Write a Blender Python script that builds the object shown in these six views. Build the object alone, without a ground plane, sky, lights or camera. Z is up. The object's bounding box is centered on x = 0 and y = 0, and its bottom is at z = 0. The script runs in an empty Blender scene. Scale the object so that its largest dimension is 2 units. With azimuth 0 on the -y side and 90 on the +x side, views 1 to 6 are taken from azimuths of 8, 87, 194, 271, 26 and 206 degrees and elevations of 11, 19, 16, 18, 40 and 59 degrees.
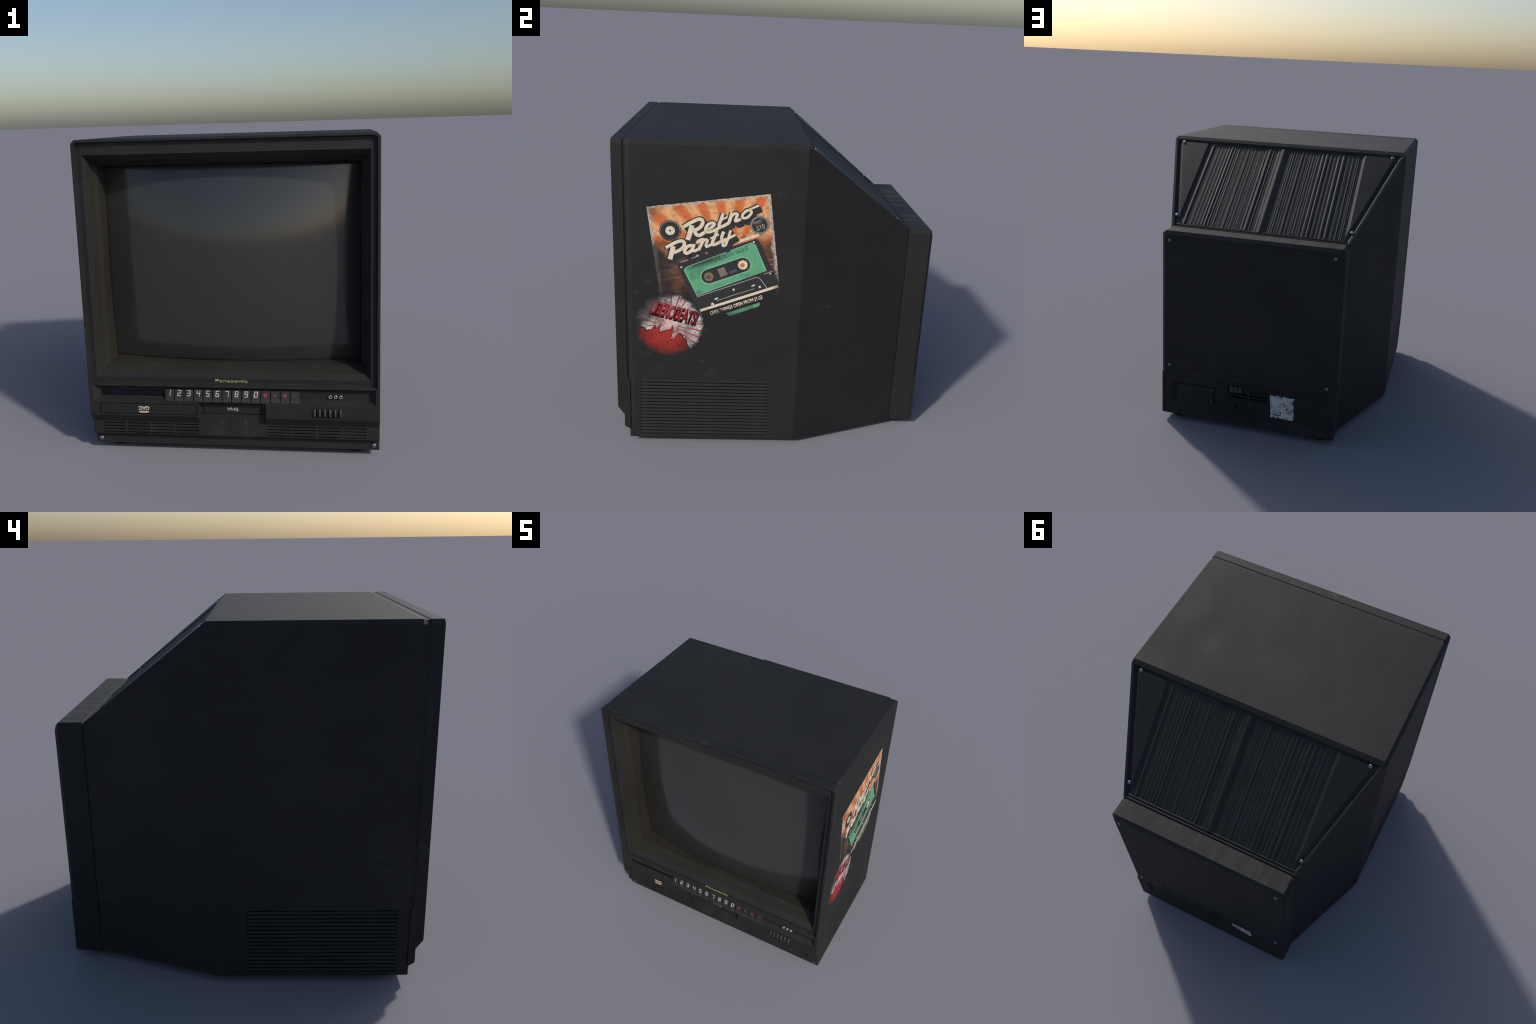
# A battered black 1980s television set with built-in tape deck and disc player.
# Frame: metres, z up, screen faces -y, origin at the centre of the foot print.
import bpy, bmesh, math, random
from mathutils import Vector, Matrix

rng = random.Random(11)
COL = bpy.context.scene.collection

# ------------------------------------------------------------------ node helper
class NB:
    """tiny expression builder for material node trees"""
    def __init__(self, name):
        self.mat = bpy.data.materials.new(name)
        self.mat.use_nodes = True
        self.nt = self.mat.node_tree
        self.nt.nodes.clear()
        self.out = self.nt.nodes.new('ShaderNodeOutputMaterial')
        self.p = self.nt.nodes.new('ShaderNodeBsdfPrincipled')
        self.nt.links.new(self.p.outputs[0], self.out.inputs[0])

    def put(self, sock, v):
        if isinstance(v, bpy.types.NodeSocket):
            self.nt.links.new(v, sock)
        elif isinstance(v, (tuple, list)):
            sock.default_value = (*v, 1.0) if (len(v) == 3 and len(sock.default_value) == 4) else tuple(v)
        else:
            sock.default_value = v

    def m(self, op, a, b=0.0, c=0.0, clamp=False):
        n = self.nt.nodes.new('ShaderNodeMath'); n.operation = op; n.use_clamp = clamp
        self.put(n.inputs[0], a); self.put(n.inputs[1], b); self.put(n.inputs[2], c)
        return n.outputs[0]

    def step(self, x, lo, hi, a=0.0, b=1.0):
        n = self.nt.nodes.new('ShaderNodeMapRange'); n.interpolation_type = 'SMOOTHSTEP'
        self.put(n.inputs['Value'], x)
        n.inputs['From Min'].default_value = lo; n.inputs['From Max'].default_value = hi
        n.inputs['To Min'].default_value = a; n.inputs['To Max'].default_value = b
        return n.outputs[0]

    def mix(self, f, a, b, mode='MIX'):
        n = self.nt.nodes.new('ShaderNodeMix'); n.data_type = 'RGBA'; n.blend_type = mode
        self.put(n.inputs['Factor'], f); self.put(n.inputs['A'], a); self.put(n.inputs['B'], b)
        return n.outputs['Result']

    def coord(self, kind='Object'):
        if not hasattr(self, '_tc'):
            self._tc = self.nt.nodes.new('ShaderNodeTexCoord')
        return self._tc.outputs[kind]

    def xyz(self, v=None):
        n = self.nt.nodes.new('ShaderNodeSeparateXYZ'); self.put(n.inputs[0], v or self.coord())
        return n.outputs

    def mapped(self, scale=(1, 1, 1), rot=(0, 0, 0), loc=(0, 0, 0), v=None):
        n = self.nt.nodes.new('ShaderNodeMapping')
        self.put(n.inputs['Vector'], v or self.coord())
        n.inputs['Scale'].default_value = scale; n.inputs['Rotation'].default_value = rot
        n.inputs['Location'].default_value = loc
        return n.outputs[0]

    def noise(self, scale, v=None, detail=4.0, rough=0.55, dist=0.0):
        n = self.nt.nodes.new('ShaderNodeTexNoise')
        self.put(n.inputs['Vector'], v or self.coord())
        n.inputs['Scale'].default_value = scale; n.inputs['Detail'].default_value = detail
        n.inputs['Roughness'].default_value = rough; n.inputs['Distortion'].default_value = dist
        return n.outputs['Fac']

    def normal(self):
        return self.nt.nodes.new('ShaderNodeNewGeometry').outputs['Normal']

    def bevel(self, r, samples=4):
        n = self.nt.nodes.new('ShaderNodeBevel'); n.samples = samples
        n.inputs['Radius'].default_value = r
        return n.outputs[0]

    def bump(self, h, strength=0.2, dist=0.002, normal=None):
        n = self.nt.nodes.new('ShaderNodeBump')
        n.inputs['Strength'].default_value = strength; n.inputs['Distance'].default_value = dist
        self.put(n.inputs['Height'], h)
        if normal is not None: self.put(n.inputs['Normal'], normal)
        return n.outputs[0]

    def done(self, color=None, rough=None, normal=None, spec=None, metal=None, coat=None):
        if color is not None: self.put(self.p.inputs['Base Color'], color)
        if rough is not None: self.put(self.p.inputs['Roughness'], rough)
        if normal is not None: self.put(self.p.inputs['Normal'], normal)
        if spec is not None: self.put(self.p.inputs['Specular IOR Level'], spec)
        if metal is not None: self.put(self.p.inputs['Metallic'], metal)
        if coat is not None: self.put(self.p.inputs['Coat Weight'], coat)
        return self.mat

# ------------------------------------------------------------------ materials
PLASTIC = (0.0132, 0.0132, 0.0134)

def plastic(name, base=PLASTIC, rough=0.72, scuff=0.6, bevel=0.0025, spec=0.38, streak=0.0, smudge=False):
    """worn matt plastic: cloudy tone, greasy roughness, pale sparse scuffs"""
    n = NB(name)
    cloud = n.noise(2.3, detail=5)
    col = n.mix(n.step(cloud, 0.3, 0.72), tuple(c * 0.84 for c in base), tuple(c * 1.16 for c in base))
    # pale scuffs: small streaky flecks gated by broad patches
    fleck = n.noise(20.0, n.mapped((1.0, 0.55, 1.0), (0.5, 0.4, 0.6)), detail=6, rough=0.72)
    patch = n.noise(2.6, n.mapped(loc=(3.1, 1.7, 0.4)), detail=2)
    scuffs = n.m('MULTIPLY', n.step(fleck, 0.565, 0.72), n.step(patch, 0.47, 0.66))
    col = n.mix(n.m('MULTIPLY', scuffs, scuff), col, (0.055, 0.055, 0.058))
    grease = n.noise(5.0, n.mapped((1, 0.5, 1), loc=(0.3, 5.0, 2.0)), detail=5, rough=0.6)
    rg = n.m('ADD', n.m('MULTIPLY', n.m('SUBTRACT', grease, 0.5), 0.18), rough, clamp=True)
    if smudge:
        # chalky wipe marks on the lower middle of the fascia
        x, y, z = n.xyz()
        sm = n.noise(26.0, n.mapped((1.0, 1.0, 0.45), (0, 0.5, 0)), detail=5, rough=0.62)
        box = n.m('MULTIPLY', n.step(n.m('ABSOLUTE', n.m('SUBTRACT', x, 0.03)), 0.20, 0.10), n.step(z, 0.285, 0.235))
        col = n.mix(n.m('MULTIPLY', n.m('MULTIPLY', n.step(sm, 0.49, 0.68), box), 0.42), col, (0.055, 0.055, 0.058))
    if streak:
        # dust rubbed along the ledge behind the grille
        st = n.noise(9.0, n.mapped((1.6, 0.35, 1.0)), detail=5, rough=0.65)
        up = n.step(n.xyz(n.normal())[2], 0.85, 0.98)
        rg = n.m('ADD', rg, n.m('MULTIPLY', n.m('MULTIPLY', n.m('SUBTRACT', st, 0.5), up), streak), clamp=True)
        col = n.mix(n.m('MULTIPLY', n.step(st, 0.44, 0.62), n.m('MULTIPLY', up, 0.85)), col, (0.046, 0.0455, 0.044))
    grain = n.noise(260.0, detail=2)
    bn = n.bevel(bevel) if bevel else None
    if bevel:
        d = n.nt.nodes.new('ShaderNodeVectorMath'); d.operation = 'DOT_PRODUCT'
        n.put(d.inputs[0], n.bevel(0.006, 6)); n.put(d.inputs[1], n.normal())
        rim = n.m('MULTIPLY', n.step(d.outputs['Value'], 0.995, 0.90), n.step(n.noise(7.0, detail=5, rough=0.7), 0.44, 0.64))
        col = n.mix(n.m('MULTIPLY', rim, 0.55), col, (0.058, 0.058, 0.060))
    nor = n.bump(grain, 0.06, 0.001, bn)
    return n.done(col, rg, nor, spec)

M_CASE = plastic('casing_plastic')
M_REAR = plastic('rear_housing_plastic', streak=1.0)
M_PANEL = plastic('control_panel_plastic', base=(0.0122, 0.0121, 0.0117), scuff=1.0, rough=0.66, smudge=True)
M_WALL = plastic('screen_surround_plastic', base=(0.0215, 0.0190, 0.0135), rough=0.62, scuff=0.25)
M_BEZEL = plastic('bezel_plastic', base=(0.0128, 0.0128, 0.0135), scuff=0.9, rough=0.66)
M_GRILLE = plastic('grille_plastic', base=(0.0165, 0.0165, 0.0165), scuff=0.25, rough=0.62)
M_BUTTON = plastic('button_plastic', base=(0.0215, 0.0208, 0.0200), scuff=0.8, bevel=0.003, rough=0.55)
M_KNOB = plastic('slider_plastic', base=(0.050, 0.049, 0.043), scuff=0.3, bevel=0.002, rough=0.6)
M_DARK = plastic('hollow_plastic', base=(0.004, 0.004, 0.004), scuff=0.0, bevel=0, rough=0.7, spec=0.2)
M_FOOT = plastic('foot_rubber', base=(0.010, 0.010, 0.010), scuff=0.0, bevel=0, rough=0.8, spec=0.2)

def simple(name, color, rough=0.5, metal=0.0, spec=0.5):
    n = NB(name)
    g = n.noise(40.0, detail=4)
    col = n.mix(n.step(g, 0.35, 0.7), tuple(c * 0.78 for c in color), color)
    return n.done(col, rough, None, spec, metal)

M_SCREW = simple('screw_metal', (0.27, 0.28, 0.31), 0.42, 0.85)
M_SOCKET = simple('shade_darkened_jack_metal', (0.22, 0.225, 0.24), 0.45, 0.6)  # jack metal toned down for the weak reflections on the shaded rear
M_JACK = simple('jack_metal', (0.62, 0.61, 0.57), 0.30, 0.75)
M_DISPLAY = simple('display_smoked_plastic', (0.004, 0.0055, 0.011), 0.28, 0.0, 0.3)
M_DIGIT = simple('white_print', (0.52, 0.52, 0.52), 0.5)
M_RED = simple('red_print', (0.26, 0.035, 0.045), 0.5)
M_REDDIM = simple('faded_red_print', (0.17, 0.055, 0.065), 0.5)
M_BRAND = simple('yellow_print', (0.33, 0.36, 0.14), 0.5)
M_DISCLOGO = simple('cream_print', (0.62, 0.50, 0.38), 0.5)
M_TAPELOGO = simple('grey_print', (0.36, 0.36, 0.37), 0.5)

def glass_material():
    n = NB('screen_glass')
    smear = n.noise(3.0, n.mapped((1, 1, 0.6)), detail=5)
    fine = n.noise(60.0, detail=3)
    rg = n.m('ADD', n.step(smear, 0.35, 0.75, 0.12, 0.18), n.m('MULTIPLY', fine, 0.02))
    col = n.mix(smear, (0.0265, 0.0265, 0.0262), (0.0325, 0.0325, 0.032))
    return n.done(col, rg, None, 0.72)
M_GLASS = glass_material()

# ------------------------------------------------------------------ mesh helpers
def link(ob, parent=None):
    COL.objects.link(ob)
    if parent is not None: ob.parent = parent
    return ob

def mesh_obj(name, verts, faces, mat, parent=None, smooth=False):
    me = bpy.data.meshes.new(name)
    me.from_pydata([tuple(v) for v in verts], [], faces)
    me.validate()
    bm = bmesh.new(); bm.from_mesh(me)
    bmesh.ops.recalc_face_normals(bm, faces=bm.faces[:])
    bm.to_mesh(me); bm.free()
    me.materials.append(mat)
    if smooth:
        for p in me.polygons: p.use_smooth = True
    return link(bpy.data.objects.new(name, me), parent)

class Geo:
    """accumulates closed solids into one mesh"""
    def __init__(self): self.v, self.f = [], []
    def add(self, verts, faces):
        o = len(self.v); self.v += [tuple(v) for v in verts]
        self.f += [tuple(i + o for i in f) for f in faces]; return self
    def loft(self, loops, cap=True, closed=False):
        n = len(loops[0]); V = [p for l in loops for p in l]; F = []
        m = len(loops)
        for k in range(m if closed else m - 1):
            a, b = k * n, ((k + 1) % m) * n
            for i in range(n):
                j = (i + 1) % n
                F.append((a + i, a + j, b + j, b + i))
        if cap and not closed:
            F.append(tuple(range(n))[::-1]); F.append(tuple((m - 1) * n + i for i in range(n)))
        return self.add(V, F)
    def box(self, x0, x1, y0, y1, z0, z1):
        return self.loft([[(x, y0, z0), (x, y1, z0), (x, y1, z1), (x, y0, z1)] for x in (x0, x1)])
    def prism_x(self, poly, x0, x1):           # poly in (y, z)
        return self.loft([[(x, y, z) for y, z in poly] for x in (x0, x1)])
    def prism_y(self, poly, y0, y1):           # poly in (x, z)
        return self.loft([[(x, y, z) for x, z in poly] for y in (y0, y1)])
    def prism_z(self, poly, z0, z1):
        return self.loft([[(x, y, z) for x, y in poly] for z in (z0, z1)])
    def obj(self, name, mat, parent=None, smooth=False):
        return mesh_obj(name, self.v, self.f, mat, parent, smooth)

def cut(ob, geo, floor_mat=None):
    """boolean difference with a throw-away cutter"""
    c = geo.obj('cutter', floor_mat or ob.data.materials[0])
    md = ob.modifiers.new('cut', 'BOOLEAN'); md.object = c; md.operation = 'DIFFERENCE'; md.solver = 'EXACT'
    dg = bpy.context.evaluated_depsgraph_get()
    me = bpy.data.meshes.new_from_object(ob.evaluated_get(dg))
    old = ob.data; ob.modifiers.clear(); ob.data = me; me.name = ob.name
    bpy.data.meshes.remove(old)
    cm = c.data; bpy.data.objects.remove(c); bpy.data.meshes.remove(cm)

def bevelled(ob, width, seg=1, angle=30):
    md = ob.modifiers.new('bevel', 'BEVEL'); md.width = width; md.segments = seg
    md.limit_method = 'ANGLE'; md.angle_limit = math.radians(angle)
    return ob

def arc(cx, cy, r, a0, a1, n):
    return [(cx + r * math.cos(math.radians(a0 + (a1 - a0) * i / n)),
             cy + r * math.sin(math.radians(a0 + (a1 - a0) * i / n))) for i in range(n + 1)]

def circle(cx, cy, r, n=32): return arc(cx, cy, r, 0, 360, n)[:-1]

def rounded_rect(x0, x1, y0, y1, r, n=5):
    return (arc(x1 - r, y0 + r, r, -90, 0, n) + arc(x1 - r, y1 - r, r, 0, 90, n)
            + arc(x0 + r, y1 - r, r, 90, 180, n) + arc(x0 + r, y0 + r, r, 180, 270, n))

# ------------------------------------------------------------------ the set itself
tv = bpy.data.objects.new('television', None)
COL.objects.link(tv)
tv['label'] = 'worn black tube television with tape and disc decks and side stickers'
tv['category'] = 'television'

W = 0.900            # half width
TOP, CH = 1.972, 0.022
BOT = 0.044
YK, YR = 0.142, 0.830   # where the sides start to taper, where the taper ends
WR, ZR = 0.640, 1.420   # rear half width and height

# ---- cabinet: straight box, then tapering sides and a sloping back
def case_loop(y, inset=0.0):
    w, t, b, c = W - inset, TOP - inset, BOT + inset, CH
    return [(w, y, b), (w, y, t - c), (w - c, y, t), (-w + c, y, t), (-w, y, t - c), (-w, y, b)]

A, B, C = case_loop(-0.902, 0.0055), case_loop(-0.882), case_loop(YK)
slope_dy = (YR - YK) / (TOP - ZR)
ye = YK + CH * slope_dy
xe = W - (W - WR) * (ye - YK) / (YR - YK)
V = A + B + C + [(xe, ye, TOP - CH), (-xe, ye, TOP - CH),
                 (WR, YR, ZR), (WR, YR, BOT), (-WR, YR, ZR), (-WR, YR, BOT)]
F = [tuple(range(6))]
for k in (0, 6):
    for i in range(6):
        j = (i + 1) % 6
        F.append((k + i, k + j, k + 6 + j, k + 6 + i))
F += [(13, 14, 18), (16, 15, 19),                       # little corner facets
      (14, 15, 19, 22, 20, 18),                         # sloping back
      (12, 13, 18, 20, 21), (17, 16, 19, 22, 23),       # tapering sides
      (12, 21, 23, 17), (20, 22, 23, 21)]               # floor, rear wall
cabinet = mesh_obj('cabinet', V, F, M_CASE, tv)

# slope frame: x across, s down the slope, n outwards
S0 = Vector((0, YK, TOP)); SD = (Vector((0, YR, ZR)) - S0); SLEN = SD.length; SD.normalize()
SN = Vector((0, -SD.z, SD.y))
def on_slope(x, s, h): return tuple(S0 + SD * s + SN * h + Vector((x, 0, 0)))
def slope_hw(s): return W - (W - WR) * max(0.0, s) / SLEN
def slope_poly(s0, s1, inset):
    return [(slope_hw(s0) - inset, s0), (slope_hw(s1) - inset, s1), (-slope_hw(s1) + inset, s1), (-slope_hw(s0) + inset, s0)]
def slope_solid(g, loops):
    return g.loft([[on_slope(x, s, h) for x, s in poly] for poly, h in loops])

GD = 0.011  # depth of the trench the grille sits in
cut(cabinet, slope_solid(Geo(), [(slope_poly(0.047, 0.866, 0.036), -GD), (slope_poly(0.030, 0.880, 0.012), 0.003)]))
cut(cabinet, Geo().box(-0.872, 0.872, -1.0, -0.66, 0.50, 1.935), M_DARK)
LV = dict(y0=-0.838, y1=-0.030, z0=0.066, z1=0.462)
for s in (1, -1):
    xs = sorted((s * 0.880, s * 0.95))
    cut(cabinet, Geo().box(xs[0], xs[1], LV['y0'], LV['y1'], LV['z0'], LV['z1']), M_DARK)
# inner neck that fills the seam in front of the rear housing
neck = Geo().box(-0.635, 0.635, 0.80, 0.86, 0.06, 1.412).obj('rear_neck', M_CASE, tv)

# ---- side vents: rows of tilted slats in the two pockets
NS = 17
pitch = (LV['z1'] - LV['z0']) / NS
for s in (1, -1):
    back = Geo().box(*sorted((s * 0.8805, s * 0.8830)), LV['y0'], LV['y1'], LV['z0'], LV['z1']).obj('side_vent', M_DARK, tv)
    me = None
    for i in range(NS):
        h = pitch * 0.66
        if me is None:
            poly = [(s * 0.882, 0.0), (s * 0.8995, 0.0), (s * 0.9003, 0.002), (s * 0.8965, h), (s * 0.882, h)]
            g = Geo(); g.loft([[(x, y, z) for x, z in poly] for y in (LV['y0'] + 0.001, LV['y1'] - 0.001)])
            ob = g.obj('vent_slat', M_CASE, back); me = ob.data
        else:
            ob = link(bpy.data.objects.new('vent_slat', me), back)
        ob.location.z = LV['z0'] + pitch * i + pitch * 0.26

# ---- grille plate on the slope
PT = -GD
plate = slope_solid(Geo(), [(slope_poly(0.050, 0.864, 0.038), PT), (slope_poly(0.060, 0.856, 0.060), -0.0095)])\
    .obj('rear_grille', M_GRILLE, tv)
# smooth triangular plateaus left and right, with sloped inner shoulders
for s in (1, -1):
    g = Geo()
    s0 = 0.060
    def tri(edge, inn, h, s1):
        return ([(s * (slope_hw(s0) - edge), s0), (s * (slope_hw(s1) - edge), s1), (s * inn, s1), (s * inn, s0)], h)
    slope_solid(g, [tri(0.044, 0.586, -0.0120, 0.842), tri(0.062, 0.612, -0.0015, 0.740)])
    g.obj('grille_shoulder', M_GRILLE, plate)
# ridge down the middle: broad sunny flank, steep far flank
g = Geo(); g.loft([[on_slope(x, s, h) for x, h in ((0.056, -0.0112), (0.034, -0.0060), (0.029, -0.0068), (0.006, -0.0012), (0.0, -0.0012), (-0.052, -0.0112))] for s in (0.058, 0.860)])
g.obj('grille_ridge', M_GRILLE, plate)
# irregular ribs: broad soft bars, each a thin lopsided prism
def ribs(xa, xb, flat_top):
    x = xa
    while x > xb + 0.005:
        w = rng.choice((0.010, 0.014, 0.019, 0.026, 0.034)) * rng.uniform(0.85, 1.15)
        w = min(w, x - xb)
        tilt = rng.choice((0.035, 0.06, 0.09, 0.14))              # slope of the sunny flank
        h = min(0.0046, w * tilt)
        pk = rng.uniform(0.45, 0.80) if not flat_top else rng.uniform(0.25, 0.5)
        fl = rng.uniform(0.02, 0.10) if not flat_top else rng.uniform(0.25, 0.45)
        s0, s1 = 0.064 + rng.uniform(0, 0.006), 0.849 + rng.uniform(-0.006, 0.003)
        prof = [(x, -0.0105), (x - w * pk, -0.0094 + h), (x - w * min(0.95, pk + fl), -0.0094 + h * rng.uniform(0.85, 1.05)), (x - w, -0.0105)]
        g = Geo(); g.loft([[on_slope(a, s, b) for a, b in prof] for s in (s0, s1)])
        g.obj('grille_rib', M_GRILLE, plate)
        x -= w + rng.choice((0.0, 0.001, 0.002, 0.004))
ribs(0.578, 0.058, False)
ribs(-0.058, -0.584, True)
# rail along the foot of the grille
g = Geo(); slope_solid(g, [(slope_poly(0.848, 0.868, 0.030), -0.0115), (slope_poly(0.854, 0.862, 0.034), -0.005)])
g.obj('grille_rail', M_GRILLE, plate)

# ---- rear housing
def housing_loop(y, i):
    w, t, b = 0.642 - i, ZR - i, BOT + i * 0.8
    c = CH
    return [(w, y, b), (w, y, t - c), (w - c, y, t), (-w + c, y, t), (-w, y, t - c), (-w, y, b)]
g = Geo(); g.loft([housing_loop(0.836, 0.004), housing_loop(0.840, 0), housing_loop(0.968, 0), housing_loop(0.989, CH)])
housing = g.obj('rear_housing', M_REAR, tv)
YB = 0.989
# row of shallow knock-out cells
cells = Geo()
for a, b in ((0.405, 0.216), (0.208, 0.124), (0.116, 0.022), (-0.013, -0.101), (-0.109, -0.199), (-0.207, -0.300), (-0.308, -0.390)):
    cells.box(b, a, YB - 0.005, YB + 0.02, 0.414, 0.470)
cut(housing, cells)
cut(housing, Geo().box(-0.618, 0.618, 0.865, 1.1, 0.03, 0.374))

# lower connector plate: bowed inwards under an overhang of the housing
BOW = 0.058
def bow(x): return YB - BOW * max(0.0, 1 - (x / 0.622) ** 2)
def bowed(g):
    """moves features modelled on the plane y = 0 onto the bowed plate"""
    g.v = [(lambda q: (q[0], bow(q[0]) + y, q[1]))(sink(x, z)) for x, y, z in g.v]; return g
def sink(x, z):
    """the plate's fittings sit a little lower and further out as the plate bows in"""
    f = (YB - bow(x)) / 4.334
    return x + (x + 1.299) * f, z - (2.591 - z) * f
XS = [-0.637] + [-0.622 + 1.244 * i / 28 for i in range(29)] + [0.637]
def plate_loop(z, k):
    return [(0.637, 0.870, z), (-0.637, 0.870, z)] + [(x, YB - 0.0008 - (YB - bow(x)) * k, z) for x in XS]
g = Geo(); g.loft([plate_loop(0.0455, 0.0), plate_loop(0.060, 0.05), plate_loop(0.105, 1.0), plate_loop(0.373, 1.0)])
connector = g.obj('connector_plate', M_CASE, tv)
def taper_pocket(x0, x1, z0, z1, depth, shrink):
    n = 6
    def rim(k, y):
        q = shrink * k
        xa, xb, za, zb = x0 + q, x1 - q, z0 + q, z1 - q
        return ([(xa + (xb - xa) * i / n, y, za) for i in range(n + 1)] + [(xb - (xb - xa) * i / n, y, zb) for i in range(n + 1)])
    return bowed(Geo().loft([rim(-0.6, 0.02), rim(0, 0.0), rim(1, -depth)]))
cut(connector, taper_pocket(0.205, 0.565, 0.150, 0.308, 0.020, 0.026))
cut(connector, taper_pocket(-0.160, 0.142, 0.232, 0.352, 0.020, 0.014))
slots = Geo()
for xa, xb in ((0.116, -0.010), (-0.022, -0.150)):
    for z in (0.276, 0.252):
        slots.box(xb, xa, -0.05, 0.02, z - 0.008, z + 0.006)
for xa, xb in ((-0.022, -0.048), (-0.056, -0.115)):
    slots.box(xb, xa, -0.035, 0.02, 0.296, 0.301)
cut(connector, bowed(slots), M_DARK)
cut(connector, bowed(Geo().prism_y(rounded_rect(-0.108, 0.078, 0.158, 0.222, 0.030), -0.012, 0.02)))
bowed(Geo().prism_y(circle(0.042, 0.190, 0.024, 28), -0.014, -0.003)).obj('power_socket', M_CASE, connector)
cover = bevelled(bowed(Geo().box(0.246, 0.518, -0.024, -0.008, 0.164, 0.290)).obj('access_cover', M_CASE, tv), 0.003, 2)

# ---- screws
def screw_mesh(r, h, slot=True):
    g = Geo()
    prof = [(r, 0), (r, h * 0.35), (r * 0.86, h * 0.75), (r * 0.5, h), (0.18 * r, h * 1.02)]
    g.loft([[(a * math.cos(t), a * math.sin(t), z) for t in [2 * math.pi * k / 20 for k in range(20)]] for a, z in prof])
    return g
_screws = {}
def screw(pos, normal, r, h, parent, roll=0.0):
    key = (r, h)
    if key not in _screws:
        ob = screw_mesh(r, h).obj('screw', M_SCREW, parent, True); _screws[key] = ob.data
        # driver recess
        cut(ob, Geo().box(-r * 0.55, r * 0.55, -r * 0.12, r * 0.12, h * 0.6, h * 2)); _screws[key] = ob.data
    else:
        ob = link(bpy.data.objects.new('screw', _screws[key]), parent)
    q = Vector(normal).to_track_quat('Z', 'Y')
    ob.matrix_local = Matrix.Translation(pos) @ q.to_matrix().to_4x4() @ Matrix.Rotation(roll, 4, 'Z')
for x, z in ((0.581, 1.357), (-0.576, 1.357), (0.581, 0.431), (-0.576, 0.431)):
    screw((x, YB - 0.001, z), (0, 1, 0), 0.0135, 0.012, housing, rng.uniform(0, 3))
for x, z in ((0.500, 0.261), (0.258, 0.273), (0.503, 0.179), (0.260, 0.189)):
    x, z = sink(x, z)
    screw((x, bow(x) - 0.0095, z), (-0.1, 1, 0), 0.006, 0.004, cover, rng.uniform(0, 3))
for x, s in ((0.809, 0.060), (0.633, 0.779), (-0.808, 0.060), (-0.634, 0.778)):
    screw(on_slope(x, s, -0.005), SN, 0.0135, 0.0085, plate, rng.uniform(0, 3))

# ---- sockets: metal collar with a dark bore
def jack_geo(ro, ri, h):
    g = Geo(); n = 24
    prof = [(ro, 0), (ro, h * 0.8), (ro * 0.9, h), (ri * 1.15, h), (ri, h * 0.85), (ri, h * 0.1), (ri * 0.5, h * 0.05), (0.001, h * 0.05)]
    g.loft([[(a * math.cos(2 * math.pi * k / n), a * math.sin(2 * math.pi * k / n), z) for k in range(n)] for a, z in prof])
    return g
_jack = {}
def jack(pos, ydir, ro, h, parent, mat=None):
    if ro not in _jack:
        ob = jack_geo(ro, ro * 0.52, h).obj('audio_jack', mat or M_JACK, parent, True); _jack[ro] = ob.data
        bore = Geo().prism_z(circle(0, 0, ro * 0.5, 20), h * 0.08, h * 0.55); bo = bore.obj('jack_bore', M_DARK, ob); _jack[(ro, 'b')] = bo.data
        bevelled(ob, 0.0006)
    else:
        ob = link(bpy.data.objects.new('audio_jack', _jack[ro]), parent)
        link(bpy.data.objects.new('jack_bore', _jack[(ro, 'b')]), ob)
    ob.matrix_local = Matrix.Translation(pos) @ Vector((0, ydir, 0)).to_track_quat('Z', 'Y').to_matrix().to_4x4()
for x in (0.109, 0.078, 0.047):
    for z in (0.322, 0.299):
        jack((sink(x, z)[0], bow(x) - 0.0215, sink(x, z)[1]), 1, 0.0112, 0.020, connector, M_SOCKET)

# ---- feet
me = None
for x, y in ((0.768, -0.792), (-0.768, -0.792), (0.530, 0.878), (-0.530, 0.878)):
    if me is None:
        g = Geo(); prof = [(0.050, 0.0), (0.062, 0.006), (0.066, 0.022), (0.066, 0.060)]
        g.loft([[(a * math.cos(2 * math.pi * k / 36), a * math.sin(2 * math.pi * k / 36), z) for k in range(36)] for a, z in prof])
        ob = g.obj('foot', M_FOOT, tv); me = ob.data
    else:
        ob = link(bpy.data.objects.new('foot', me), tv)
    ob.location = (x, y, 0)

# ---- picture frame around the tube
def ring(hx, zb, zt, y, c=0.0004):
    return [(hx, y, zb), (hx, y, zt - c), (hx - c, y, zt), (-hx + c, y, zt), (-hx, y, zt - c), (-hx, y, zb)]
ZS = 0.4585   # joint between frame and control panel
YF = -0.983
face_outer = ring(0.877, 0.476, 1.949, -0.957, 0.012)
c5 = ring(0.847, 0.511, 1.881, -0.960)
c4 = ring(0.826, 0.540, 1.848, -0.922)
c3 = ring(0.814, 0.554, 1.831, -0.866)
c2 = ring(0.798, 0.567, 1.812, -0.840)
c1 = ring(0.793, 0.570, 1.800, -0.700)
frame_loops = [ring(0.893, ZS, TOP - 0.0048, -0.86, CH), ring(0.893, ZS, TOP - 0.0048, -0.913, CH), ring(W, ZS, TOP, -0.922, CH), ring(W, ZS, TOP, YF, CH),
               ring(0.884, 0.467, 1.957, YF, 0.016), face_outer, c5]
g = Geo(); g.loft(frame_loops + [c4, ring(0.840, 0.526, 1.864, -0.915), ring(0.866, 0.49, 1.92, -0.86)], cap=False, closed=True)
bezel = g.obj('front_bezel', M_BEZEL, tv)
g = Geo(); g.loft([c4, c3, ring(0.83, 0.53, 1.85, -0.862), ring(0.845, 0.52, 1.87, -0.915)], cap=False)
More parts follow.
